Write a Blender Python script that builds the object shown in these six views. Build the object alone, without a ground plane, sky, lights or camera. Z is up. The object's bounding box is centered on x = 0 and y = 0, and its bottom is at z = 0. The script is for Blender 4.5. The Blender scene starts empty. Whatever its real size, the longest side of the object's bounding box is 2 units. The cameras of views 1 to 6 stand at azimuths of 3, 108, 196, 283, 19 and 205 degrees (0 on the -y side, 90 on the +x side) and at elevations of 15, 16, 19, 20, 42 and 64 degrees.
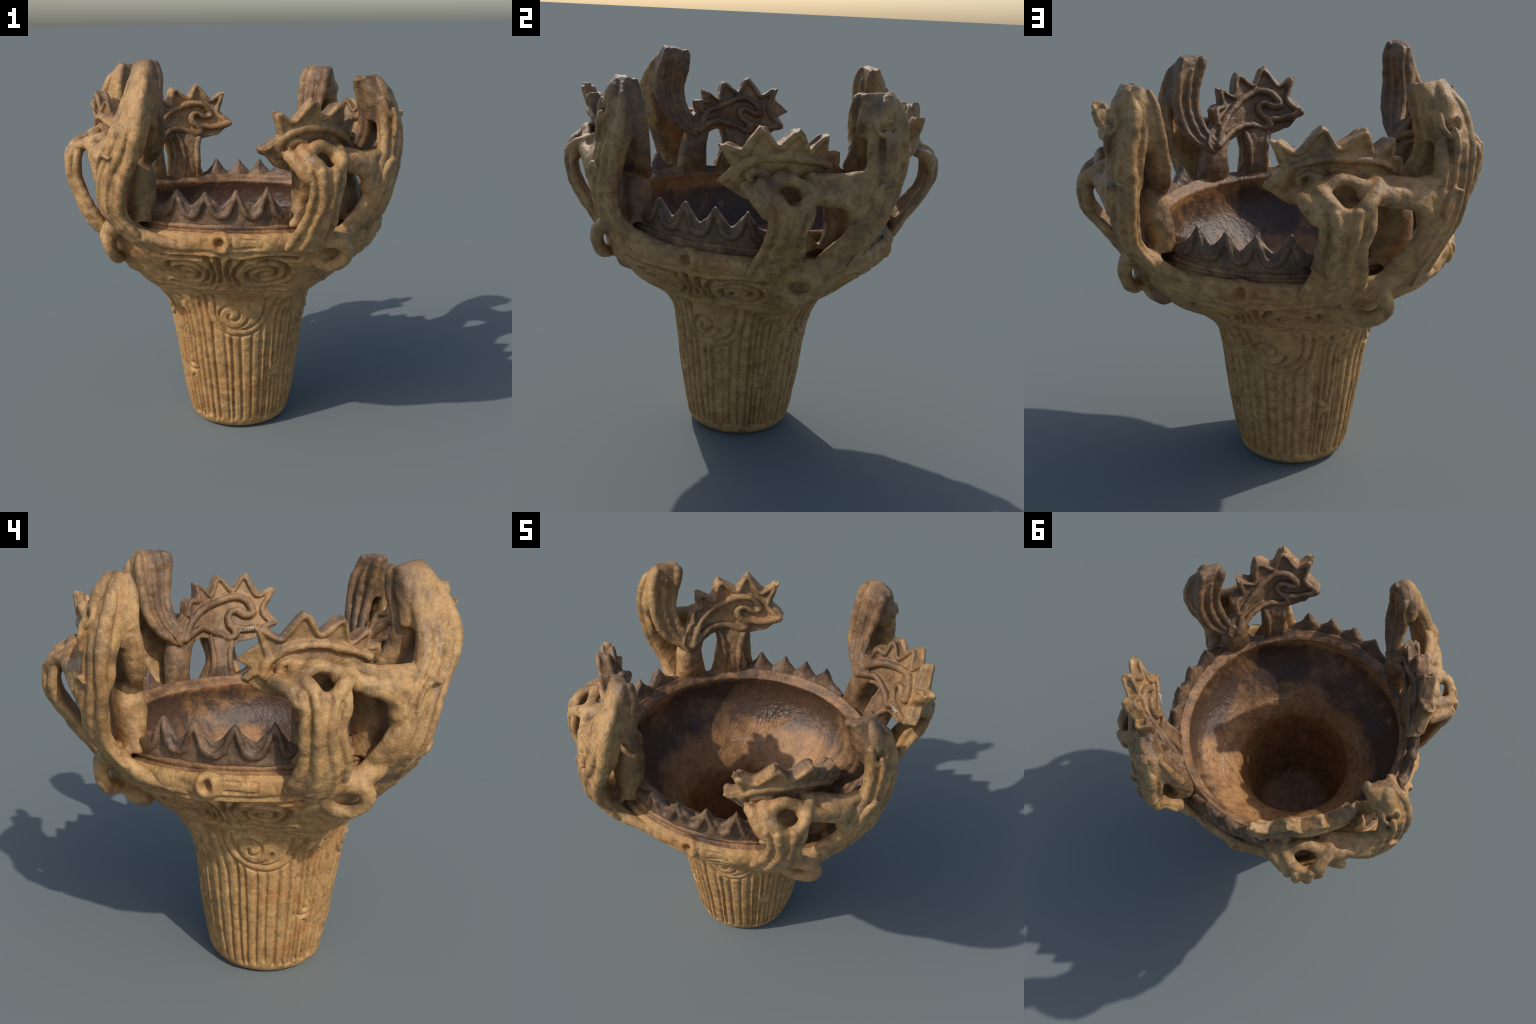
# A prehistoric "flame" pot: fluted tapering foot, flaring carved belt, saw-toothed
# rim and four tall openwork ornaments (horn + comb + handle + eyelet).
import bpy, bmesh, math, random
import numpy as np
from mathutils import Vector, noise, kdtree
from mathutils.geometry import delaunay_2d_cdt

random.seed(7)
rng = np.random.default_rng(7)
AX = np.array([-0.030, -0.030])          # axis of the vessel


# ------------------------------------------------------------------ basics
def pol(az, r, z):
    """azimuth (deg, 0 = -y, 90 = +x), radius, height -> xyz"""
    a = np.radians(az)
    return np.stack([AX[0] + r * np.sin(a), AX[1] - r * np.cos(a), z + 0 * a], -1)


def unpol(p, ref):
    d = p[..., :2] - AX
    az = np.degrees(np.arctan2(d[..., 0], -d[..., 1]))
    az = (az - ref + 180) % 360 - 180 + ref
    return az, np.hypot(d[..., 0], d[..., 1]), p[..., 2]


def sstep(a, b, x):
    t = np.clip((x - a) / (b - a), 0, 1)
    return t * t * (3 - 2 * t)


def tilt(az, z):
    """the rim sits slightly askew on the foot"""
    a = np.radians(az)
    return (0.034 * np.cos(a) - 0.015 * np.sin(a)) * sstep(0.62, 1.10, z)


def spline(pts, n):
    """Catmull-Rom through control rows"""
    P = np.array(pts, float)
    P = np.vstack([2 * P[0] - P[1], P, 2 * P[-1] - P[-2]])
    m = len(P) - 3
    u = np.linspace(0, m, n)
    i = np.minimum(u.astype(int), m - 1)
    t = (u - i)[:, None]
    a, b, c, d = P[i], P[i + 1], P[i + 2], P[i + 3]
    return 0.5 * (2 * b + (c - a) * t + (2 * a - 5 * b + 4 * c - d) * t ** 2 + (3 * b - a - 3 * c + d) * t ** 3)


def unit(v):
    return v / np.maximum(np.linalg.norm(v, axis=-1, keepdims=True), 1e-9)


def mesh_from(name, V, F):
    me = bpy.data.meshes.new(name)
    me.from_pydata([tuple(v) for v in V], [], [tuple(f) for f in F])
    me.update()
    return me


def grid_faces(n, m, wrap=True):
    """n rings of m points"""
    F = []
    for i in range(n - 1):
        for j in range(m if wrap else m - 1):
            k = (j + 1) % m
            F.append((i * m + j, i * m + k, (i + 1) * m + k, (i + 1) * m + j))
    return F


def capped(rings):
    n, m = rings.shape[:2]
    V = list(rings.reshape(-1, 3))
    F = grid_faces(n, m)
    for row, flip in ((0, True), (n - 1, False)):
        V.append(rings[row].mean(0))
        c = len(V) - 1
        for j in range(m):
            k = (j + 1) % m
            a, b = row * m + j, row * m + k
            F.append((c, b, a) if flip else (c, a, b))
    return np.array(V), F


# ------------------------------------------------------------------ primitives in the pattern ornament's frame
def tube(pts, rad, n=None, m=12, flat=1.0):
    """coil of clay through (az, r, z[, radius]) points"""
    P = np.array(pts, float)
    n = n or max(8, 7 * len(P))
    S = spline(P, n)
    X = pol(S[:, 0], S[:, 1], S[:, 2])
    R = spline(np.array(rad, float)[:, None], n)[:, 0] if np.ndim(rad) else np.full(n, rad)
    T = unit(np.gradient(X, axis=0))
    out = np.zeros_like(X)
    a = np.radians(S[:, 0])
    out[:, 0], out[:, 1] = np.sin(a), -np.cos(a)
    B = unit(np.cross(T, out))
    N = unit(np.cross(B, T))
    th = np.linspace(0, 2 * np.pi, m, endpoint=False)
    rings = X[:, None] + R[:, None, None] * (np.cos(th)[None, :, None] * B[:, None] + flat * np.sin(th)[None, :, None] * N[:, None])
    # rounded ends
    e0 = X[0] + 0.5 * (rings[0] - X[0]) - T[0] * R[0] * 0.6
    e1 = X[-1] + 0.5 * (rings[-1] - X[-1]) + T[-1] * R[-1] * 0.6
    return capped(np.concatenate([e0[None], rings, e1[None]]))


def strap(L, R, thick, bulge=0.0, n=None, m=28, power=2.6, ribs=0, rib=0.0):
    """band between a left and a right edge, each through (az, r, z) points"""
    n = n or 8 * len(L)
    l, r = spline(L, n), spline(R, n)
    XL, XR = pol(*l.T), pol(*r.T)
    th_ = spline(np.array(thick, float)[:, None], n)[:, 0] if np.ndim(thick) else np.full(n, thick)
    C = (XL + XR) / 2
    H = (XR - XL) / 2
    T = unit(np.gradient(C, axis=0))
    N = unit(np.cross(T, H))
    a = np.radians((l[:, 0] + r[:, 0]) / 2)
    out = np.stack([np.sin(a), -np.cos(a), 0 * a], -1)
    N *= np.sign((N * out).sum(1) + 0.25 * N[:, 2])[:, None]
    th = np.linspace(0, 2 * np.pi, m, endpoint=False)
    cs, sn = np.cos(th), np.sin(th)
    u = np.sign(cs) * np.abs(cs) ** (2 / power)
    v = np.sign(sn) * np.abs(sn) ** (2 / power)
    b = bulge * (1 - u ** 2)
    rb = rib * np.cos(ribs * np.pi * u) * (v > 0) * np.abs(v) if ribs else 0 * u
    rings = C[:, None] + u[None, :, None] * H[:, None] + (v[None] * th_[:, None] / 2 + b[None] + rb[None])[..., None] * N[:, None]
    return capped(rings)


def plate(outline, hole_step, rin, depth):
    """toothed slab: outline in (az, z), inner face at radius rin(az, z), thickness depth(az, z)"""
    O = np.array(outline, float)
    k = math.pi / 180 * 0.78
    P = [Vector((a * k, z)) for a, z in O]
    nb = len(P)
    edges = [(i, (i + 1) % nb) for i in range(nb)]
    lo, hi = O.min(0), O.max(0)
    for a in np.arange(lo[0], hi[0], hole_step / k):
        for z in np.arange(lo[1], hi[1], hole_step):
            P.append(Vector((a * k + 1e-4, z + 1e-4)))
    v, e, f, _, _, _ = delaunay_2d_cdt(P, edges, [list(range(nb))], 2, 1e-6)
    A = np.array([(p.x / k, p.y) for p in v])
    used = sorted({i for t in f for i in t})
    mp = {o: i for i, o in enumerate(used)}
    A = A[used]
    f = [[mp[i] for i in t] for t in f]
    ri = rin(A[:, 0], A[:, 1])
    d = depth(A[:, 0], A[:, 1])
    V = np.vstack([pol(A[:, 0], ri, A[:, 1]), pol(A[:, 0], ri + d, A[:, 1])])
    n = len(A)
    F = []
    cnt = {}
    for t in f:
        F.append(tuple(t))
        F.append(tuple(i + n for i in reversed(t)))
        for i in range(3):
            cnt[(t[i], t[(i + 1) % 3])] = 1
    for (i, j) in cnt:
        if (j, i) not in cnt:
            F.append((j, i, i + n, j + n))
    return V, F


# ------------------------------------------------------------------ the ornament pattern (azimuths 10..75 deg)
def comb_in(az, z):
    az, z = np.asarray(az, float), np.asarray(z, float)
    return 0.702 + 0.36 * (z - 1.48) - 0.0026 * np.maximum(0, az - 34)


def comb_depth(az, z):
    az, z = np.asarray(az, float), np.asarray(z, float)
    return 0.050 - 0.010 * sstep(1.70, 1.84, z) - 0.008 * sstep(20, 12, az)


COMB = [(12.2, 1.602), (18.0, 1.665), (15.6, 1.785), (21.8, 1.752), (27.6, 1.837), (32.2, 1.758),
        (39.2, 1.805), (42.2, 1.705), (48.8, 1.735), (48.6, 1.645), (53.5, 1.625), (54.0, 1.555),
        (58.5, 1.520), (61.0, 1.470), (58.0, 1.420), (52.0, 1.425), (44.0, 1.470), (39.0, 1.492), (33.0, 1.490),
        (27.0, 1.480), (18.5, 1.515)]
COMB = [(a, z - (.006 if i % 2 == 0 else .018) * (1.7 < z)) for i, (a, z) in enumerate(COMB)]   # deeper notches


def on_comb(path, lift=0.004):
    return [(a, float(comb_in(a, z)) - lift, z) for a, z in path]


def on_comb_out(path, lift=0.004):
    return [(a, float(comb_in(a, z) + comb_depth(a, z)) + lift, z) for a, z in path]


def ornament_pieces():
    P = []
    add = lambda tag, vf: P.append((tag, vf[0], vf[1], False))
    rel = lambda tag, vf: P.append((tag, vf[0], vf[1], True))
    some = lambda tag, vf: P.append((tag, vf[0], vf[1], True, (0, 1, 2)))     # details the fourth ornament lacks
    # --- comb: slab with teeth, S-scroll and lip coils
    rel('comb', plate(COMB, 0.01, comb_in, comb_depth))
    lip = []
    for i, (a, z) in enumerate(COMB[:12]):
        ca, cz = 34, 1.60
        k = 0.90 if i % 2 == 0 else 0.93
        lip.append((ca + (a - ca) * k, cz + (z - cz) * k))
    rel('comb', tube(on_comb([lip[0]] + lip, .006), 0.013, n=110))
    rel('comb', tube(on_comb_out([lip[0]] + lip, .000), 0.012, n=110))
    rel('scroll', tube(on_comb([(55.0, 1.455), (50.5, 1.54), (45.5, 1.60), (39.0, 1.66), (33, 1.697), (29.0, 1.705),
                                (25.5, 1.69), (22.8, 1.655), (22.6, 1.63), (25.0, 1.625), (29.0, 1.642), (31.3, 1.625),
                                (30.8, 1.59), (28.0, 1.565), (23.5, 1.56), (17.0, 1.575), (13.0, 1.600)], 0.012), 0.019, n=110))
    rel('scroll', tube(on_comb([(55.5, 1.45), (49.5, 1.485), (44, 1.518), (38.5, 1.535), (33.5, 1.530), (29, 1.515), (26.5, 1.53), (27.5, 1.56)], 0.014),
                       0.019, n=50))
    # outer face: arched coil over the handle roots
    rel('scroll', tube(on_comb_out([(20.0, 1.575), (18.2, 1.615), (20.0, 1.66), (24.5, 1.69), (31.0, 1.695), (37.5, 1.675), (44, 1.635), (49, 1.585)], 0.0), 0.021, n=60))
    rel('scroll', tube(on_comb_out([(27, 1.57), (27.5, 1.615), (24.5, 1.64), (22, 1.625), (22.2, 1.59)], 0.006), 0.017, n=40))
    P.append(('comb', *plate([(18.8, 1.600), (11.0, 1.672), (18.8, 1.735)], .02, comb_in, comb_depth), True, (3,)))
    # --- handle: bowed sheet of upright coils, forked at the top round a diamond opening
    Lh = [(21.5, .735, 1.130), (23.5, .775, 1.190), (25.2, .828, 1.270), (26.2, .872, 1.360), (26.0, .892, 1.440), (24.6, .890, 1.515)]
    Rh = [(38.5, .740, 1.130), (37.5, .785, 1.190), (36.2, .835, 1.270), (35.6, .882, 1.360), (35.8, .899, 1.450), (36.6, .895, 1.515)]
    add('handle', strap(Lh, Rh, [.05, .048, .042, .036, .036, .036], bulge=.034, m=44, n=48))
    for f, rr in ((.05, .021), (.34, .020), (.66, .020), (.95, .022)):
        rel('handle', tube([tuple(np.array(a) * (1 - f) + np.array(b) * f + np.array([random.uniform(-.5, .5), .012 + .034 * (1 - (2 * f - 1) ** 2), 0])) for a, b in zip(Lh, Rh)], rr, n=50))
    add('handle', tube([(25.5, .900, 1.47), (23.0, .875, 1.535), (20.5, .825, 1.580)], [.032, .034, .030]))
    add('handle', tube([(30.5, .920, 1.47), (27.8, .910, 1.535), (25.5, .858, 1.580), (25.5, .80, 1.61)], [.028, .029, .028, .026]))
    add('handle', tube([(32.0, .922, 1.47), (35.2, .917, 1.53), (38, .865, 1.565), (40, .81, 1.590)], [.028, .030, .031, .028]))
    add('handle', tube([(26.0, .855, 1.570), (30.5, .842, 1.612), (35.0, .850, 1.588), (38.0, .860, 1.560)], [.027, .029, .028, .026]))
    # --- bridge from comb and handle to the horn's outer leg
    add('handle', tube([(36, .855, 1.560), (40, .868, 1.530), (45, .872, 1.512), (50, .870, 1.495), (54, .868, 1.47)], [.042, .040, .038, .040, .04], flat=.75))
    add('handle', tube([(38, .790, 1.58), (44, .815, 1.555), (50, .845, 1.535), (55, .868, 1.54)], [.032, .034, .034, .03]))
    add('handle', tube([(42, .868, 1.50), (47, .872, 1.475), (50, .868, 1.43), (50.5, .858, 1.38)], [.028, .032, .034, .03]))
    # --- outer leg of the horn
    Lo = [(39.0, .735, 1.130), (43.0, .795, 1.215), (48.0, .842, 1.300), (50.8, .864, 1.390), (53.5, .868, 1.475), (56.3, .868, 1.570), (57.8, .854, 1.680), (57.6, .826, 1.790), (58.0, .794, 1.865)]
    Ro = [(73.0, .725, 1.125), (66.0, .785, 1.190), (62.5, .838, 1.270), (64.0, .872, 1.380), (66.0, .880, 1.490), (67.2, .880, 1.590), (67.6, .864, 1.690), (66.5, .832, 1.800), (63.0, .799, 1.870)]
    add('horn', strap(Lo, Ro, [.06, .062, .07, .072, .070, .070, .072, .068, .042], bulge=.010, m=44, n=72))
    add('horn', tube([(60, .795, 1.22), (66, .762, 1.175), (72, .735, 1.155), (79, .727, 1.145), (86, .720, 1.14)], [.034, .030, .026, .022, .012]))
    # raised cords down the leg, and the knuckle pad with a curl below the tip
    def on_leg(f, lift, i0, i1):
        return [tuple(np.array(a) * (1 - f) + np.array(b) * f + np.array([0, lift + .012 * (1 - (2 * f - 1) ** 2), 0])) for a, b in list(zip(Lo, Ro))[i0:i1]]
    add('horn', tube(on_leg(.90, -.034, 4, 8), [.012, .022, .026, .024], n=50))
    rel('horn', tube(on_leg(.06, .016, 3, 9), [.018, .021, .023, .024, .022, .016], n=60))
    rel('horn', tube(on_leg(.94, .016, 1, 9), [.012, .018, .022, .024, .026, .026, .024, .018], n=70))
    rel('horn', tube(on_leg(.34, .026, 1, 8), [.010, .013, .016, .017, .017, .015, .010], n=60, flat=.8))
    rel('horn', tube(on_leg(.64, .026, 0, 7), [.008, .013, .016, .017, .018, .016, .010], n=70, flat=.8))
    some('horn', tube([(60.0, .868, 1.775), (60.5, .846, 1.835), (60.8, .815, 1.880)], [.030, .038, .030], flat=.8))
    some('horn', tube([(57.6, .868, 1.80), (58.0, .890, 1.74), (60.4, .905, 1.715), (62.6, .892, 1.745), (62.2, .885, 1.78)], .012, n=40))
    some('horn', tube([(60.2, .90, 1.745), (60.2, .918, 1.69), (59.4, .922, 1.62)], [.013, .014, .008], n=30))
    rel('horn', tube([(54.5, .905, 1.40), (55.0, .912, 1.46), (57.5, .925, 1.51), (60.5, .930, 1.50)], [.010, .014, .014, .008], n=40))
    # --- inner leg with three coils on its inner face
    Li = [(58.0, .662, 1.430), (64.5, .720, 1.480), (68.0, .760, 1.560), (69.0, .778, 1.660), (68.5, .784, 1.760), (66.8, .784, 1.835), (64.8, .790, 1.885)]
    Ri = [(53.5, .657, 1.455), (57.5, .695, 1.510), (59.0, .742, 1.590), (59.0, .768, 1.670), (57.6, .773, 1.760), (56.0, .763, 1.835), (55.0, .768, 1.885)]
    add('horn', strap(Li, Ri, [.05, .06, .062, .060, .060, .058, .045], m=32, n=60))

    def between(f, sh):
        return [tuple(np.array(a) * (1 - f) + np.array(b) * f + np.array([0, sh, 0])) for a, b in zip(Li, Ri)]
    rel('horn', tube(between(.08, -.022), [.018, .020, .022, .022, .022, .020, .018], n=60))
    rel('horn', tube(between(.50, -.030)[:-1], [.016, .018, .019, .019, .018, .014], n=60))
    rel('horn', tube(between(.92, -.022), [.020, .022, .023, .023, .022, .022, .022], n=60))
    add('comb', tube([(58.5, .70, 1.525), (55.5, .70, 1.530), (53.0, .715, 1.56), (51.5, .735, 1.60)], .017))
    # --- solid crown of the horn joining both legs
    add('horn', strap([(57.0, .80, 1.69), (56, .812, 1.78), (55.2, .795, 1.85), (54.6, .778, 1.897)],
                      [(66.5, .81, 1.69), (67.0, .817, 1.78), (66.0, .805, 1.85), (64.2, .79, 1.904)], [.05, .10, .085, .045], m=32, n=30))
    # --- two short props on the rim
    add('prop', strap([(63.5, .705, 1.22), (61.5, .695, 1.33), (60.5, .700, 1.40), (59, .70, 1.45)],
                      [(44.5, .695, 1.22), (48.0, .680, 1.33), (48.5, .680, 1.40), (47.0, .688, 1.47)], [.10, .14, .13, .10], m=28))
    add('prop', strap([(44.5, .695, 1.22), (40.5, .690, 1.33), (39.0, .710, 1.42), (39.5, .740, 1.51)],
                      [(24.0, .695, 1.22), (27.0, .690, 1.33), (27.5, .710, 1.42), (26.0, .740, 1.51)], [.09, .10, .10, .08], m=28))
    rel('prop', tube([(29.5, .652, 1.26), (29.5, .645, 1.34), (29, .665, 1.43), (27.5, .70, 1.49)], .018))
    rel('prop', tube([(38.5, .652, 1.26), (37.0, .643, 1.34), (37, .663, 1.43), (38.5, .695, 1.50)], .018))
    # --- eyelet on the belt under the handle
    ring = []
    for k in range(15):
        t = 2 * math.pi * k / 14
        ring.append((39.0 + 4.6 * math.cos(t) - 1.2 * math.sin(t), .776 + .050 * math.cos(t) + .008 * math.sin(t), 1.080 + .062 * math.sin(t) + .012 * math.cos(t)))
    add('eyelet', tube(ring, .034, n=60, m=14))
    add('eyelet', tube([(31.0, .66, 1.05), (35, .675, 1.06), (40, .665, 1.075)], [.06, .064, .055]))
    add('eyelet', tube([(36, .735, 1.165), (43, .785, 1.165), (49, .80, 1.19)], [.045, .045, .035]))
    add('eyelet', tube([(34, .65, 1.02), (39, .67, .985), (44, .63, .96)], [.045, .05, .045]))
    return P


# landmarks of the pattern and where the same spots lie on the other three
# (azimuth, radius, height); the pattern itself is the ornament at azimuth 10..75
MARKS = {
    't1': [(12.2, .744, 1.602), (186.0, .771, 1.546), (98.6, .811, 1.508), (274.0, .660, 1.550)],
    't2': [(16.8, .813, 1.781), (189.5, .830, 1.740), (100.5, .903, 1.666), (279.0, .730, 1.785)],
    't3': [(28.0, .833, 1.833), (202.2, .783, 1.804), (110.5, .880, 1.757), (293.0, .675, 1.835)],
    't4': [(38.6, .797, 1.800), (213.1, .782, 1.771), (119.5, .882, 1.740), (306.0, .680, 1.805)],
    't5': [(48.1, .769, 1.730), (222.2, .750, 1.734), (129.0, .828, 1.731), (315.7, .670, 1.737)],
    't6': [(53.9, .785, 1.619), (229.0, .800, 1.630), (137.0, .797, 1.640), None],
    'scroll_top': [(29.0, .783, 1.713), (200.3, .758, 1.677), (113.0, .792, 1.669), (295.5, .640, 1.722)],
    'comb_under': [(26.5, .708, 1.481), (202.2, .706, 1.466), (117.5, .740, 1.395), (291.5, .630, 1.470)],
    'top': [(60.5, .785, 1.905), (236.2, .790, 1.945), (149.5, .865, 1.895), (331.0, .730, 2.008)],
    'junction': [(54.5, .639, 1.430), (228.5, .670, 1.450), (138.8, .717, 1.440), (319.8, .616, 1.531)],
    'valley': [(58.5, .688, 1.536), (230.7, .700, 1.570), (140.7, .763, 1.527), (320.1, .716, 1.601)],
    'leg_in_r': [(59.5, .750, 1.603), (234.8, .760, 1.630), (144.6, .784, 1.635), (327.6, .717, 1.712)],
    'leg_in_l': [(66.5, .749, 1.490), (241.0, .750, 1.510), (154.5, .761, 1.519), (337.0, .672, 1.569)],
    'leg_out': [(67.4, .914, 1.661), (241.5, .956, 1.690), (154.3, .980, 1.640), (337.0, .952, 1.700)],
    'diamond': [(31.4, .902, 1.560), (207.2, .923, 1.556), (120.1, .941, 1.467), (297.6, .832, 1.582)],
    'bridge': [(38.3, .872, 1.526), (217.3, .883, 1.537), (128.0, .910, 1.440), (305.3, .800, 1.590)],
    'window': [(46.8, .884, 1.445), (227.1, .934, 1.478), (134.0, .920, 1.380), (317.0, .890, 1.505)],
    'post_l': [(25.5, .860, 1.404), (200.6, .868, 1.412), None, (291.5, .840, 1.475)],
    'loop': [(32.0, .945, 1.440), (205.5, 1.003, 1.397), (119.0, .990, 1.375), (297.2, .909, 1.511)],
    'foot': [(31.5, .807, 1.187), (206.5, .812, 1.160), (118.0, .825, 1.140), (301.0, .808, 1.195)],
    'eyelet': [(39.2, .787, 1.076), (219.0, .740, 1.028), (126.0, .798, 1.020), (308.5, .730, 1.065)],
    'eyelet_o': [(42.3, .870, 1.116), (223.2, .847, 1.090), (130.0, .852, 1.050), (313.2, .875, 1.160)],
    'notch': [(53.6, .906, 1.422), (232.0, .945, 1.480), (145.5, .955, 1.440), (317.0, .945, 1.500)],
    'leg_low': [(62.0, .845, 1.240), (236.0, .840, 1.225), (147.0, .855, 1.204), (327.5, .888, 1.255)],
    'leg_far': [(67.0, .770, 1.155), (240.0, .770, 1.110), (151.0, .770, 1.110), (332.0, .767, 1.150)],
    'prop_a': [(47.3, .627, 1.269), (223.0, .640, 1.240), (140.0, .660, 1.230), (315.0, .630, 1.290)],
    'prop_b': [(26.5, .647, 1.309), (202.5, .660, 1.285), (115.5, .660, 1.260), (290.5, .640, 1.310)],
}
BASE = [0.0, 175.0, 86.0, 267.0]


def warp(p, k):
    """carry pattern points onto ornament k by smooth blending of the landmark shifts"""
    if k == 0:
        return p
    az, r, z = unpol(p, 35)
    q = np.stack([np.radians(az) * .8, r, z], -1)
    S, D = [], []
    for m in MARKS.values():
        if m[k] is None:
            continue
        a, b = np.array(m[0]), np.array(m[k])
        S.append([math.radians(a[0]) * .8, a[1], a[2]])
        D.append([b[0] - a[0] - BASE[k], b[1] - a[1], b[2] - a[2]])
    S, D = np.array(S), np.array(D)
    d2 = ((q[:, None] - S[None]) ** 2).sum(-1)
    w = np.exp(-d2 / (2 * .11 ** 2)) + 1e-5
    w /= w.sum(1, keepdims=True)
    s = w @ D
    return pol(az + BASE[k] + s[:, 0], r + s[:, 1], z + s[:, 2])


# ------------------------------------------------------------------ materials
def nodes_of(mat):
    mat.use_nodes = True
    nt = mat.node_tree
    nt.nodes.clear()
    return nt, lambda t, **kw: _new(nt, t, kw)


def _new(nt, t, kw):
    n = nt.nodes.new(t)
    for k, v in kw.items():
        setattr(n, k, v)
    return n


def clay_material(name, light, mid, dark, soot=0.0, soot_scale=2.2, rough=0.62, core=None, band=None, crust=False):
    """mottled fired clay.  core: browner scorched clay towards the mouth of the pot;
    band: (low, high) heights between which soot gathers"""
    mat = bpy.data.materials.new(name)
    nt, N = nodes_of(mat)
    L = nt.links.new
    out = N('ShaderNodeOutputMaterial')
    bs = N('ShaderNodeBsdfPrincipled')
    L(bs.outputs[0], out.inputs[0])
    tc = N('ShaderNodeTexCoord')
    g = (lambda v: (v, v, v))

    def nz(scale, detail=5.0, rough_=0.6, dist=0.0):
        n = N('ShaderNodeTexNoise')
        n.inputs['Scale'].default_value = scale
        n.inputs['Detail'].default_value = detail
        n.inputs['Roughness'].default_value = rough_
        n.inputs['Distortion'].default_value = dist
        L(tc.outputs['Object'], n.inputs['Vector'])
        return n.outputs[0]

    def ramp(src, stops):
        r = N('ShaderNodeValToRGB')
        els = r.color_ramp.elements
        els[0].position, els[0].color = stops[0][0], (*stops[0][1], 1)
        els[1].position, els[1].color = stops[-1][0], (*stops[-1][1], 1)
        for p, c in stops[1:-1]:
            e = els.new(p)
            e.color = (*c, 1)
        L(src, r.inputs[0])
        return r.outputs[0]

    def mix(fac, a, b, mode='MIX'):
        m = N('ShaderNodeMix', data_type='RGBA', blend_type=mode)
        for s_, v in ((0, fac), (6, a), (7, b)):
            if isinstance(v, float):
                m.inputs[s_].default_value = v
            elif isinstance(v, tuple):
                m.inputs[s_].default_value = (*v, 1)
            else:
                L(v, m.inputs[s_])
        return m.outputs[2]

    def math_(op, a, b=0.0, c=0.0):
        m = N('ShaderNodeMath', operation=op)
        for i, v in enumerate((a, b, c)):
            if isinstance(v, (int, float)):
                m.inputs[i].default_value = v
            else:
                L(v, m.inputs[i])
        return m.outputs[0]

    xyz = N('ShaderNodeSeparateXYZ')
    L(tc.outputs['Object'], xyz.inputs[0])
    fine = nz(21, 6, .72, .4)
    col = ramp(nz(3.3, 6, .62, .3), [(.30, mid), (.52, light), (.72, mid)])
    # yellowish and brownish mottling of the skin
    col = mix(ramp(nz(17, 5, .68, .6), [(.46, g(0)), (.62, g(.55))]), col, tuple(np.array(mid) * (.70, .62, .55)))
    col = mix(1.0, col, ramp(fine, [(.34, g(.62)), (.50, g(1.0)), (.66, g(1.16))]), 'MULTIPLY')
    # iron-red stains
    col = mix(ramp(nz(5.3, 5, .6, .8), [(.56, g(0)), (.72, g(.55))]), col, (mid[0] * 1.05, mid[1] * .72, mid[2] * .5))
    rr = ramp(fine, [(.3, g(rough - .10)), (.7, g(rough + .12))])
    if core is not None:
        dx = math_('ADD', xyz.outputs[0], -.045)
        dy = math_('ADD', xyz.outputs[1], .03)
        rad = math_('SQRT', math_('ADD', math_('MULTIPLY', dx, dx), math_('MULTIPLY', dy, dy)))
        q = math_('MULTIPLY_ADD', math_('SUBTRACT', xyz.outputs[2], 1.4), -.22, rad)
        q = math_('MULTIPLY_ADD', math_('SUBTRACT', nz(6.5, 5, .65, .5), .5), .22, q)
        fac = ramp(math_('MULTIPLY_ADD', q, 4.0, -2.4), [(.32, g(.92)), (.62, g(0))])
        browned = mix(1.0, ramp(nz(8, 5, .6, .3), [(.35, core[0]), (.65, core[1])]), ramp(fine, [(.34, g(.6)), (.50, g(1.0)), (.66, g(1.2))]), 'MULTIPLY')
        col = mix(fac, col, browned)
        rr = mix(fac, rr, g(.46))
    # dark grit
    vo = N('ShaderNodeTexVoronoi')
    vo.inputs['Scale'].default_value = 58
    L(tc.outputs['Object'], vo.inputs['Vector'])
    fr = ramp(vo.outputs['Distance'], [(.07, g(.6)), (.17, g(0))])
    fr = mix(1.0, fr, ramp(nz(9, 3), [(.46, g(0)), (.60, g(1))]), 'MULTIPLY')
    col = mix(fr, col, dark)
    height = nz(42, 5, .65)
    if soot > 0:
        lo = .62 - .40 * soot
        src = nz(soot_scale, 6, .65, .5)
        if band is not None:
            zz = xyz.outputs[2]
            up = ramp(math_('MULTIPLY_ADD', zz, 1.0, -.5), [(band[0] - .5, g(0)), (band[0] - .38, g(.30)), (band[1] - .56, g(.30)), (band[1] - .5, g(.10))])
            src = math_('ADD', math_('SUBTRACT', src, .24), up)
        so = ramp(src, [(lo, g(0)), (lo + .17, g(min(1, .55 + .5 * soot)))])
        col = mix(so, col, dark)
        rr = mix(so, rr, g(max(.26, rough - .20)))
    L(col, bs.inputs['Base Color'])
    L(rr, bs.inputs['Roughness'])
    bs.inputs['Specular IOR Level'].default_value = 0.4
    bp = N('ShaderNodeBump')
    bp.inputs['Strength'].default_value = 0.55
    bp.inputs['Distance'].default_value = 0.012
    if crust:
        cr = N('ShaderNodeTexVoronoi', feature='DISTANCE_TO_EDGE')
        cr.inputs['Scale'].default_value = 46
        L(tc.outputs['Object'], cr.inputs['Vector'])
        patch = ramp(nz(3.0, 2, .5), [(.56, g(0)), (.62, g(1))])
        height = math_('ADD', height, math_('MULTIPLY', ramp(cr.outputs[0], [(0, g(0)), (.25, g(.45))]), patch))
    L(height, bp.inputs['Height'])
    L(bp.outputs[0], bs.inputs['Normal'])
    return mat


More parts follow.
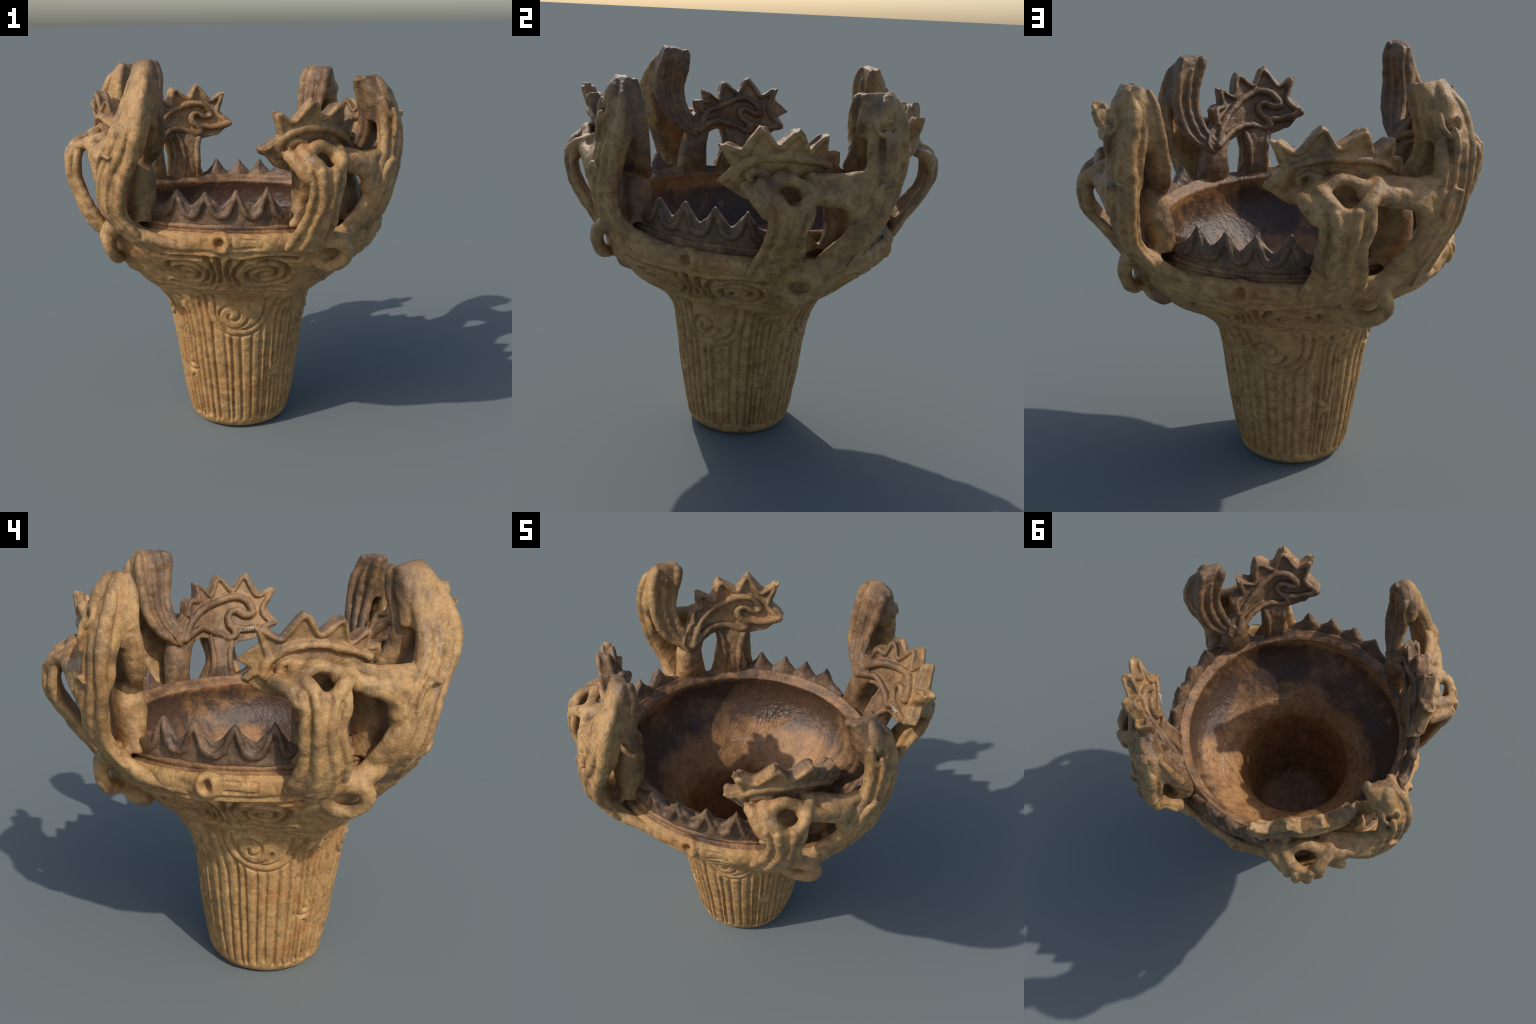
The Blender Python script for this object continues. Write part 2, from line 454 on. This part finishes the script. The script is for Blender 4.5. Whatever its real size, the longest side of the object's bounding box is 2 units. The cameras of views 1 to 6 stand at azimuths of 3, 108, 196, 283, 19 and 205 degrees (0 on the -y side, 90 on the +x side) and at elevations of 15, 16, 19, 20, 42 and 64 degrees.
M_BODY = clay_material('ochre_clay', (.47, .276, .108), (.365, .196, .070), (.075, .045, .028))
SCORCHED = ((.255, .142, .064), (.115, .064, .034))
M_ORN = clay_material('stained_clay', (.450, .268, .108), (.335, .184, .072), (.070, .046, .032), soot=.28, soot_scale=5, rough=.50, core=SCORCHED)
M_SOOT = clay_material('sooty_clay', (.215, .130, .072), (.150, .088, .048), (.058, .038, .027), soot=.42, soot_scale=6, rough=.44)
M_RIM = clay_material('rim_clay', (.33, .175, .075), (.22, .115, .050), (.060, .038, .026), soot=.42, soot_scale=7, rough=.5)
M_IN = clay_material('bowl_clay', (.41, .215, .088), (.32, .162, .066), (.045, .030, .024), soot=.64, soot_scale=2.6, rough=.38, band=(.88, 1.24), crust=True)
M_INK = bpy.data.materials.new('white_ink')
M_INK.use_nodes = True
M_INK.node_tree.nodes['Principled BSDF'].inputs['Base Color'].default_value = (.52, .48, .38, 1)
M_INK.node_tree.nodes['Principled BSDF'].inputs['Roughness'].default_value = .6

# ------------------------------------------------------------------ scene root
root = bpy.data.objects.new('flame_pot', None)
bpy.context.scene.collection.objects.link(root)
root['label'] = 'ochre earthenware flame pot with toothed rim and four openwork horns'
root['category'] = 'clay pot'


def put(name, me, mat, parent=root):
    ob = bpy.data.objects.new(name, me)
    bpy.context.scene.collection.objects.link(ob)
    if mat is not None:
        me.materials.append(mat)
    ob.parent = parent
    for p in me.polygons:
        p.use_smooth = True
    return ob


def split_parts(V, F, tags, normals, names, mats, parent):
    """V verts, F faces (array), tags per face: one object per tag, sharing border vertices and normals"""
    F = np.asarray(F)
    res = {}
    for tag, nm in names.items():
        f = F[tags == tag]
        if len(f) == 0:
            continue
        used, inv = np.unique(f, return_inverse=True)
        me = mesh_from(nm, V[used], inv.reshape(f.shape).tolist())
        ob = put(nm, me, mats[tag], parent)
        me.normals_split_custom_set_from_vertices([tuple(n) for n in normals[used]])
        res[tag] = ob
    return res


# ------------------------------------------------------------------ vessel wall
FOOT = [(0.0, .222), (.012, .252), (.04, .274), (.09, .288), (.15, .300), (.25, .316), (.35, .329), (.45, .343), (.55, .358), (.63, .372), (.71, .392), (.775, .415), (.80, .430)]
BELT = [(.80, .430), (.812, .446), (.835, .474), (.875, .520), (.93, .580), (.98, .636), (1.03, .688), (1.065, .716), (1.085, .726)]
RIDGE = [(1.085, .726), (1.10, .739), (1.13, .744), (1.158, .738), (1.172, .720)]
RIM = [(1.172, .720), (1.180, .702), (1.195, .708), (1.207, .702), (1.213, .686), (1.225, .690), (1.242, .685), (1.268, .675),
       (1.284, .655), (1.270, .638), (1.260, .624), (1.245, .610)]
BOWL = [(1.245, .610), (1.225, .616), (1.17, .622), (1.10, .608), (1.03, .566), (.97, .506), (.91, .442), (.85, .385), (.81, .353), (.78, .337), (.73, .328), (.55, .302), (.35, .272), (.20, .242), (.152, .212), (.136, .150), (.132, .02)]
NA = 720


def resample(prof, step):
    P = np.array(prof)
    S = spline(P, 400)
    d = np.r_[0, np.cumsum(np.hypot(*np.diff(S, axis=0).T))]
    n = max(3, int(d[-1] / step))
    t = np.linspace(0, d[-1], n + 1)
    return np.stack([np.interp(t, d, S[:, 0]), np.interp(t, d, S[:, 1])], 1)


# --- carved pattern on foot and belt: depth field from strokes in (azimuth, height)
def seg_dist(U, W, path):
    D = np.full(U.shape, 9.0)
    for (a, b), (c, d) in zip(path[:-1], path[1:]):
        vx, vy = c - a, d - b
        t = np.clip(((U - a) * vx + (W - b) * vy) / (vx * vx + vy * vy + 1e-12), 0, 1)
        D = np.minimum(D, np.hypot(U - a - t * vx, W - b - t * vy))
    return D


def groove(D, w, depth):
    return -depth * np.exp(-(D / w) ** 2)


QUAD = [(5.0, 0.0, 358.0), (85.0, -.033, 87.5), (182.0, -.030, 178.5), (279.0, .028, 265.5)]   # spiral azimuth, height shift, lug azimuth
PANEL = [40.0, 130.0, 223.0, 315.5]
LOBE = [39.5, 126.0, 220.5, 309.0]
wob = np.random.default_rng(3)


def dang(a, b):
    return (a - b + 180) % 360 - 180


def spiral(cx, cy, r0, r1, turns, start, sx=1.0, n=60):
    t = np.linspace(0, 1, n)
    ang = start + turns * 2 * np.pi * t
    r = r0 + (r1 - r0) * t
    return list(zip(cx + sx * r * np.cos(ang), cy + r * np.sin(ang)))


def u_arc(R, top, cx=0.0, cy=0.0, n=28):
    t = np.linspace(np.pi, 2 * np.pi, n)
    return [(cx - R, cy + top)] + list(zip(cx + R * np.cos(t), cy + .86 * R * np.sin(t))) + [(cx + R, cy + top)]


def carve_foot(A, Z):
    """reeded shaft with four hanging spirals and four hairpin panels"""
    out = np.zeros_like(A)
    cover = np.zeros_like(A)                       # where spirals replace the reeding
    panel = np.zeros_like(A)
    for (c, dz, _) in QUAD:
        sel = (np.abs(dang(A, c)) < 34) & (Z > .46)
        U = np.radians(dang(A, c)[sel]) * .365
        W = Z[sel] - (.690 + dz)
        D = np.full(U.shape, 9.0)
        for p in (spiral(-.035, .000, .012, .085, 1.55, 2.6), u_arc(.118, .13, .004, .02), u_arc(.160, .12, .004, .02)):
            D = np.minimum(D, seg_dist(U, W, p))
        eye = np.hypot(U + .035, W)
        rel = groove(D, .0068, .014) + .008 * np.exp(-(eye / .016) ** 2)
        R = np.where(W < .02, np.hypot(U - .004, (W - .02) / .86), np.abs(U - .004))
        cv = sstep(.168, .160, R)
        out[sel] += rel * sstep(.185, .165, R)
        cover[sel] = np.maximum(cover[sel], cv)
    for c in PANEL:
        x = np.radians(dang(A, c)) * .315
        sel = (np.abs(x) < .06) & (Z > .05) & (Z < .74)
        U, W = x[sel], Z[sel]
        D = np.full(U.shape, 9.0)
        for p in ([(-.040, .06), (-.043, .76)], [(.040, .06), (.043, .76)],
                  [(-.017, .70), (-.016, .40), (-.010, .375), (.006, .372), (.015, .395), (.017, .70)],
                  [(-.040, .345), (-.01, .336), (.04, .348)],
                  [(-.016, .07), (-.016, .285), (-.004, .305), (.010, .300), (.016, .28), (.016, .07)]):
            D = np.minimum(D, seg_dist(U, W, p))
        out[sel] += groove(D, .0068, .015)
        pn = np.zeros_like(A)
        pn[sel] = sstep(.050, .044, np.abs(U))
        panel = np.maximum(panel, pn)
    reeds = np.zeros_like(A)
    for i in range(46):
        a0 = i * 360 / 46 + wob.uniform(-1.5, 1.5)
        lean, ph = wob.uniform(-1.2, 1.2), wob.uniform(0, 6)
        d = np.radians(dang(A, a0 + lean * (Z - .35) + .5 * np.sin(7 * Z + ph))) * .32
        lo, hi = wob.uniform(.045, .075), wob.uniform(.765, .785)
        dep = wob.uniform(.010, .016)
        reeds = np.minimum(reeds, groove(d, wob.uniform(.0070, .0098), dep) * sstep(lo - .012, lo + .012, Z) * sstep(hi + .01, hi - .01, Z))
    return out + reeds * (1 - cover) * (1 - panel)


def carve_belt(A, Z):
    """whirls either side of each lug, upright flutes between them, lines along the neck"""
    out = np.zeros_like(A)
    zc = Z - .0
    for (c, dz, lug) in QUAD:
        sel = np.abs(dang(A, lug)) < 44
        U = np.radians(dang(A, lug)[sel]) * .60
        W = (Z[sel] - .955) * 1.38
        U, W = U + .004 * np.sin(31 * W + lug), W + .006 * np.sin(23 * U + 2 * lug)                # length up the slope
        D = np.full(U.shape, 9.0)
        for sg in (-1, 1):
            cx = sg * .185
            for p in (spiral(cx, .005, .016, .104, 2.1, 1.2 if sg > 0 else 3.4, 1.12 * sg), [(cx - sg * .13, .125), (cx - sg * .02, .138), (cx + sg * .12, .130)],
                      [(cx - sg * .12, -.10), (cx, -.128), (cx + sg * .13, -.11)]):
                D = np.minimum(D, seg_dist(U, W, p))
        for x in (-.055, -.020, .018, .055):
            D = np.minimum(D, seg_dist(U, W, [(x * 1.5 + .012, .13), (x + .01, .06), (x * .8 - .005, -.02), (x * 1.25, -.085)]))
        D = np.minimum(D, seg_dist(U, W, [(-.08, -.12), (0, -.085), (.08, -.12)]))
        D = np.minimum(D, seg_dist(U, W, [(-.05, -.135), (0, -.115), (.05, -.135)]))
        out[sel] += groove(D, .0105, .030) + .008 * np.exp(-((D - .021) / .010) ** 2)
    for z0 in (.812, .835):
        out += groove((Z - z0 - .004 * np.sin(np.radians(A) * 9)) * 1.3, .007, .009)
    return out


def carve_rim(A, Z):
    out = np.zeros_like(A)
    for (_, _, lug) in QUAD:
        x = np.radians(dang(A, lug)) * .745
        y = Z - 1.130
        # sunk pit of the lug and long framed panel beside it
        out += -.035 * sstep(.024, .016, np.hypot(x, y * .85)) * (Z < 1.20)
        out += .012 * np.exp(-((np.hypot(x, y * .85) - .036) / .013) ** 2) * (Z < 1.20)
        sel = (np.abs(x - .13) < .12) & (Z < 1.20)
        D = seg_dist(x[sel], y[sel], [(.06, -.020), (.06, .024), (.20, .020), (.20, -.022), (.06, -.022)])
        out[sel] += groove(D, .006, .010) * (.4 + .6 * (np.sin(x[sel] * 60 + lug) > -.5))
        out += .009 * np.sin(x * 31 + lug) * np.exp(-(y / .03) ** 2) * (np.abs(x) < .32)
        h = (np.sin(x * 420) > .2) * sstep(-.06, -.075, x) * sstep(-.20, -.185, x) * np.exp(-((y - .01) / .022) ** 2)
        out -= .004 * h
    return out


def lobe(A, Z):
    """brackets swelling out under each eyelet"""
    am = .8 * np.interp(Z, [.68, .74, .80, .86, .93, 1.0, 1.07], [0, .035, .095, .115, .105, .075, 0])
    g = sum(k * np.exp(-(dang(A, c) / 15.0) ** 2) for c, k in zip(LOBE, (.75, .75, .35, .85)))
    return am * g


rows, tags = [], []
for tag, prof, step in (('foot', FOOT, .0045), ('belt', BELT, .0055), ('ridge', RIDGE, .005), ('rim', RIM, .005), ('bowl', BOWL, .014)):
    R = resample(prof, step)
    if rows:
        R = R[1:]
    rows += list(R)
    tags += [tag] * (len(R) if len(rows) > len(R) else len(R) - 1)
rows = np.array(rows)
tags = np.array(tags)
n = len(rows)
az = np.arange(NA) * 360.0 / NA
A, Z = np.meshgrid(az, rows[:, 0])
Rr = np.repeat(rows[:, 1:2], NA, 1)
cx = AX[0] - .002 * sstep(.98, .55, Z)
cy = AX[1] - .034 * sstep(.98, .55, Z)
outer = np.isin(np.r_[tags, tags[-1:]][:n], ['foot', 'belt', 'ridge', 'rim'])[:, None]
Rr = Rr + lobe(A, Z) * outer
# the belt hangs a little off-centre
off = np.cos(np.radians(A - 62))
Rr = Rr + outer * .034 * off * sstep(.76, .84, Z) * (1 - sstep(.96, 1.06, Z))
Rr = Rr + outer * .042 * np.maximum(off, 0) ** 2 * sstep(.94, 1.04, Z) * (1 - sstep(1.155, 1.19, Z))
a_ = np.radians(A)
V = np.stack([cx + Rr * np.sin(a_), cy - Rr * np.cos(a_), Z + tilt(A, Z)], -1).reshape(-1, 3)
F = np.array(grid_faces(n, NA))
ftag = np.repeat(tags[:n - 1], NA)
# close under the foot and the bowl floor
V = np.vstack([V, [[AX[0] - .002, AX[1] - .034, 0.0]], [[AX[0] - .002, AX[1] - .034, .132]]])
nv = len(V)
base_f = [(nv - 2, (j + 1) % NA, j) for j in range(NA)]
floor_f = [(nv - 1, (n - 1) * NA + j, (n - 1) * NA + (j + 1) % NA) for j in range(NA)]
tmp = mesh_from('tmp', V, F.tolist() + base_f + floor_f)
# small hand-made unevenness
nrm = np.empty(len(V) * 3)
tmp.vertices.foreach_get('normal', nrm)
nrm = nrm.reshape(-1, 3)
nzv = np.array([noise.noise(Vector(v) * 6.0) * .006 + noise.noise(Vector(v) * 23.0) * .0022 for v in V])
nzv *= sstep(.0, .05, V[:, 2])
rowtag = np.r_[tags, tags[-1:]][:n]
cut = np.zeros((n, NA))
for tg_, fn in (('foot', carve_foot), ('belt', carve_belt), ('ridge', carve_rim), ('rim', carve_rim)):
    m_ = rowtag == tg_
    cut[m_] = fn(A[m_], Z[m_])
nzv[:n * NA] += cut.ravel()
V = V + nrm * nzv[:, None]
V[:, 2] = np.maximum(V[:, 2], 0)
tmp.vertices.foreach_set('co', V.ravel())
tmp.update()
tmp.vertices.foreach_get('normal', nrm.reshape(-1))
nn = np.empty(len(V) * 3)
tmp.vertices.foreach_get('normal', nn)
nn = nn.reshape(-1, 3)
quads = np.vstack([F, np.array([(a, b, c, c) for a, b, c in base_f + floor_f])])
ftag = np.r_[ftag, ['foot'] * NA, ['bowl'] * NA]


def split_wall():
    names = {'foot': 'fluted_foot', 'belt': 'carved_belt', 'ridge': 'belt_ridge', 'rim': 'rim', 'bowl': 'bowl_interior'}
    mats = {'foot': M_BODY, 'belt': M_BODY, 'ridge': M_BODY, 'rim': M_RIM, 'bowl': M_IN}
    for tag, nm in names.items():
        f = quads[ftag == tag]
        used, inv = np.unique(f, return_inverse=True)
        f = inv.reshape(f.shape).tolist()
        f = [t[:3] if t[2] == t[3] else t for t in f]
        me = mesh_from(nm, V[used], f)
        put(nm, me, mats[tag])
        me.normals_split_custom_set_from_vertices([tuple(v) for v in nn[used]])


split_wall()
bpy.data.meshes.remove(tmp)


def inscription(text, az_mid, z_mid, size, target, slope, parent=root):
    """small inked number laid onto a surface seen from the pot's axis"""
    cu = bpy.data.curves.new('number', 'FONT')
    cu.body, cu.size, cu.align_x, cu.align_y = text, size, 'CENTER', 'CENTER'
    cu.extrude = .0006
    cu.resolution_u = 3
    ob = bpy.data.objects.new('number', cu)
    bpy.context.scene.collection.objects.link(ob)
    dg = bpy.context.evaluated_depsgraph_get()
    me = bpy.data.meshes.new_from_object(ob.evaluated_get(dg))
    bpy.data.objects.remove(ob)
    tree, tv = target
    for v in me.vertices:
        x, y, h = v.co
        z0 = z_mid + slope[1] * y + slope[2] * x
        r_guess = slope[0]
        a = az_mid - math.degrees(x / r_guess)           # read from inside, left to right
        d = Vector((math.sin(math.radians(a)), -math.cos(math.radians(a)), -slope[3])).normalized()
        o = Vector((AX[0], AX[1], z0 + slope[3] * r_guess))
        hit = tree.ray_cast(o, d)
        p = hit[0] if hit[0] is not None else o + d * r_guess
        v.co = p - d * (.0012 + (h + .0006))
    put('inked_number', me, M_INK, parent)


from mathutils.bvhtree import BVHTree
bowl_q = quads[ftag == 'bowl']
bowl_tree = BVHTree.FromPolygons([tuple(v) for v in V], [tuple(t) if t[2] != t[3] else tuple(t[:3]) for t in bowl_q.tolist()])
for a_mid in (201, 38, 115, 305):
    inscription('IN-C2998-76-2.6 B', a_mid, .895, .026, (bowl_tree, None), (.43, .62, 0, .35))


# ------------------------------------------------------------------ ornaments
def remesh(V, F, voxel, smooth):
    me = mesh_from('source', V, F)
    ob = bpy.data.objects.new('source', me)
    bpy.context.scene.collection.objects.link(ob)
    m = ob.modifiers.new('r', 'REMESH')
    m.mode = 'VOXEL'
    m.voxel_size = voxel
    m.use_smooth_shade = True
    if smooth:
        s = ob.modifiers.new('s', 'SMOOTH')
        s.factor = .5
        s.iterations = smooth
    dg = bpy.context.evaluated_depsgraph_get()
    ev = ob.evaluated_get(dg)
    em = ev.to_mesh()
    v = np.empty(len(em.vertices) * 3)
    em.vertices.foreach_get('co', v)
    nr = np.empty(len(em.vertices) * 3)
    em.vertices.foreach_get('normal', nr)
    f = np.empty(len(em.polygons) * 4, dtype=np.int64)
    ok = all(p.loop_total == 4 for p in em.polygons)
    if ok:
        em.polygons.foreach_get('vertices', f)
        f = f.reshape(-1, 4)
    else:
        f = np.array([list(p.vertices) + [p.vertices[-1]] * (4 - p.loop_total) for p in em.polygons])
    ev.to_mesh_clear()
    bpy.data.objects.remove(ob)
    bpy.data.meshes.remove(me)
    return v.reshape(-1, 3), nr.reshape(-1, 3), f


def vertex_normals(V, F):
    a = np.cross(V[F[:, 2]] - V[F[:, 0]], V[F[:, 3]] - V[F[:, 1]])
    N = np.zeros_like(V)
    for i in range(4):
        np.add.at(N, F[:, i], a)
    return unit(N)


def gather(parts, k):
    Vs, Fs, Ts, off = [], [], [], 0
    for tag, v, f, *opt in parts:
        if len(opt) > 1 and k not in opt[1]:
            continue
        Vs.append(warp(v, k))
        Fs += [tuple(i + off for i in t) for t in f]
        t_ = np.full(len(v), TAGS.index(tag))
        if tag == 'comb':                       # every spike of the comb is a part of its own
            az_, _, z_ = unpol(v, 35)
            for j in range(6):
                tip, a, b = (np.array(COMB[i]) for i in (2 * j, (2 * j - 1) % 21 if j else 20, 2 * j + 1))
                e = b - a
                side = lambda p, q: e[0] * (q - a[1]) - e[1] * (p - a[0])
                cut_ = side(az_, z_) / side(tip[0], tip[1])
                u = ((az_ - a[0]) * e[0] * 2e-4 + (z_ - a[1]) * e[1]) / (e[0] ** 2 * 2e-4 + e[1] ** 2)
                t_[(cut_ > .08) & (cut_ < 1.4) & (u > -.15) & (u < 1.15)] = len(TAGS) + j
        Ts += t_.tolist()
        off += len(v)
    return np.vstack(Vs), Fs, Ts


def quads_list(f):
    return [tuple(t) if t[2] != t[3] else tuple(t[:3]) for t in f.tolist()]


PIECES = ornament_pieces()
TAGS = ['comb', 'scroll', 'handle', 'horn', 'prop', 'eyelet']
NAMES = {'comb': 'toothed_comb', 'scroll': 'scroll_coil', 'handle': 'looped_handle', 'horn': 'tall_horn', 'prop': 'rim_prop', 'eyelet': 'belt_eyelet'}
FILLET = .009
for k in range(4):
    Vb, Fb, Tb = gather([p for p in PIECES if not p[3]], k)
    Vr, Fr, Tr = gather([p for p in PIECES if p[3]], k)
    kd = kdtree.KDTree(len(Vb) + len(Vr))
    Ts = Tb + Tr
    for i, v in enumerate(np.vstack([Vb, Vr])):
        kd.insert(v, i)
    kd.balance()
    # body: swell, fuse, shrink back -> rounded joints between the limbs
    v, nr, f = remesh(Vb, Fb, .0065, 1)
    v, nr, f = remesh(v + nr * FILLET, quads_list(f), .0065, 2)
    v = v - nr * FILLET
    Fj = quads_list(f) + [tuple(i + len(v) for i in t) for t in Fr]
    v, nr, f = remesh(np.vstack([v, Vr]), Fj, .0044, 1)
    bump = np.array([noise.noise(Vector(p) * 9.0 + Vector((k, 0, 0))) * .007 + noise.noise(Vector(p) * 26.0) * .0035 for p in v])
    v = v + nr * bump[:, None]
    nr = vertex_normals(v, f)
    cen = v[f].mean(1)
    tg = np.array([Ts[kd.find(c)[1]] for c in cen])
    if k == 2:
        orn_tree = BVHTree.FromPolygons([tuple(p) for p in v], quads_list(f))
    em = bpy.data.objects.new('ornament', None)
    bpy.context.scene.collection.objects.link(em)
    em.parent = root
    split_parts(v, f, tg, nr, {**{i: NAMES[t] for i, t in enumerate(TAGS)}, **{len(TAGS) + j: 'comb_spike' for j in range(6)}}, {i: M_ORN for i in range(len(TAGS) + 6)}, em)
    if k == 2:
        inscription('IN-C2998', 110.5, 1.480, .024, (orn_tree, None), (.76, 1.0, .22, 0.0), em)


# ------------------------------------------------------------------ saw-toothed crest on the rim
TOOTH_AZ = [[-30.5, -19, -7.5, 4.4, 16.1, 26], [61, 72, 84, 96, 108, 118], [150, 161, 172.3, 182.8, 194.4, 204], [237, 247.8, 260, 273.4, 286, 297]]


def crest_pieces(grp, tips):
    """zigzag wall between the first and last azimuth, with a scalloped coil hung from point to point"""
    mids = [(grp[i] + grp[i + 1]) / 2 for i in range(len(grp) - 1)]
    az_k = [grp[0]] + [x for i in range(1, len(grp) - 1) for x in (mids[i - 1], grp[i])] + [mids[-1], grp[-1]]
    top_k = [1.270] + [x for i in range(1, len(grp) - 1) for x in (1.298, tips[i])] + [1.298, 1.270]
    P = []
    m = 9 * (len(az_k) - 1)
    t = np.linspace(0, len(az_k) - 1, m + 1)
    a = np.interp(t, range(len(az_k)), az_k)
    rings = []
    for ti, ai in zip(t, a):
        i = min(int(ti), len(az_k) - 2)
        f = ti - i
        lo, hi = top_k[i], top_k[i + 1]
        f = f ** 1.25 if hi > lo else 1 - (1 - f) ** 1.25
        zt = lo + (hi - lo) * f
        h = zt - 1.28
        w0, w1 = .074, .036 - .12 * max(0, h)
        sec = []
        for x, y in [(-1, 0), (-1, .35), (-1, .7), (-.85, .93), (0, 1.0), (.85, .93), (1, .7), (1, .35), (1, 0), (0, -.1)]:
            w = w0 + (w1 - w0) * max(0, y)
            sec.append((ai, .666 + .030 * max(0, y) + x * w / 2, 1.205 + (zt - 1.205) * y))
        rings.append(pol(*np.array(sec).T))
    P.append(capped(np.array(rings)))
    for i in range(1, len(grp) - 1):
        for nb, sg in ((mids[i - 1], -1), (mids[i], 1)):
            g, tp = grp[i], tips[i]
            P.append(tube([(g, .706, tp - .012), (g + .22 * (nb - g), .712, tp - .055), (g + .50 * (nb - g), .712, 1.272), (g + .78 * (nb - g), .710, 1.253), (nb, .708, 1.249)],
                          [.008, .013, .016, .017, .017]))
    return P


for grp in TOOTH_AZ:
    tips = [1.30] + [1.386 + random.uniform(-.016, .012) for _ in grp[1:-1]] + [1.30]
    Vs, Fs, off = [], [], 0
    for v, f in crest_pieces(grp, tips):
        Vs.append(v)
        Fs += [tuple(i + off for i in t) for t in f]
        off += len(v)
    v, nr, f = remesh(np.vstack(Vs), Fs, .0048, 1)
    azv = unpol(v, grp[2])[0]
    v[:, 2] += tilt(azv, 1.25)
    bump = np.array([noise.noise(Vector(p) * 11) * .006 + noise.noise(Vector(p) * 30) * .003 for p in v])
    v = v + nr * bump[:, None]
    nr = vertex_normals(v, f)
    mids = [(grp[i] + grp[i + 1]) / 2 for i in range(len(grp) - 1)]
    tg = np.searchsorted(mids, unpol(v[f].mean(1), grp[2])[0])
    last = len(grp) - 1
    split_parts(v, f, tg, nr, {i: ('crest_end' if i in (0, last) else 'rim_tooth') for i in range(len(grp))}, {i: M_SOOT for i in range(len(grp))}, root)
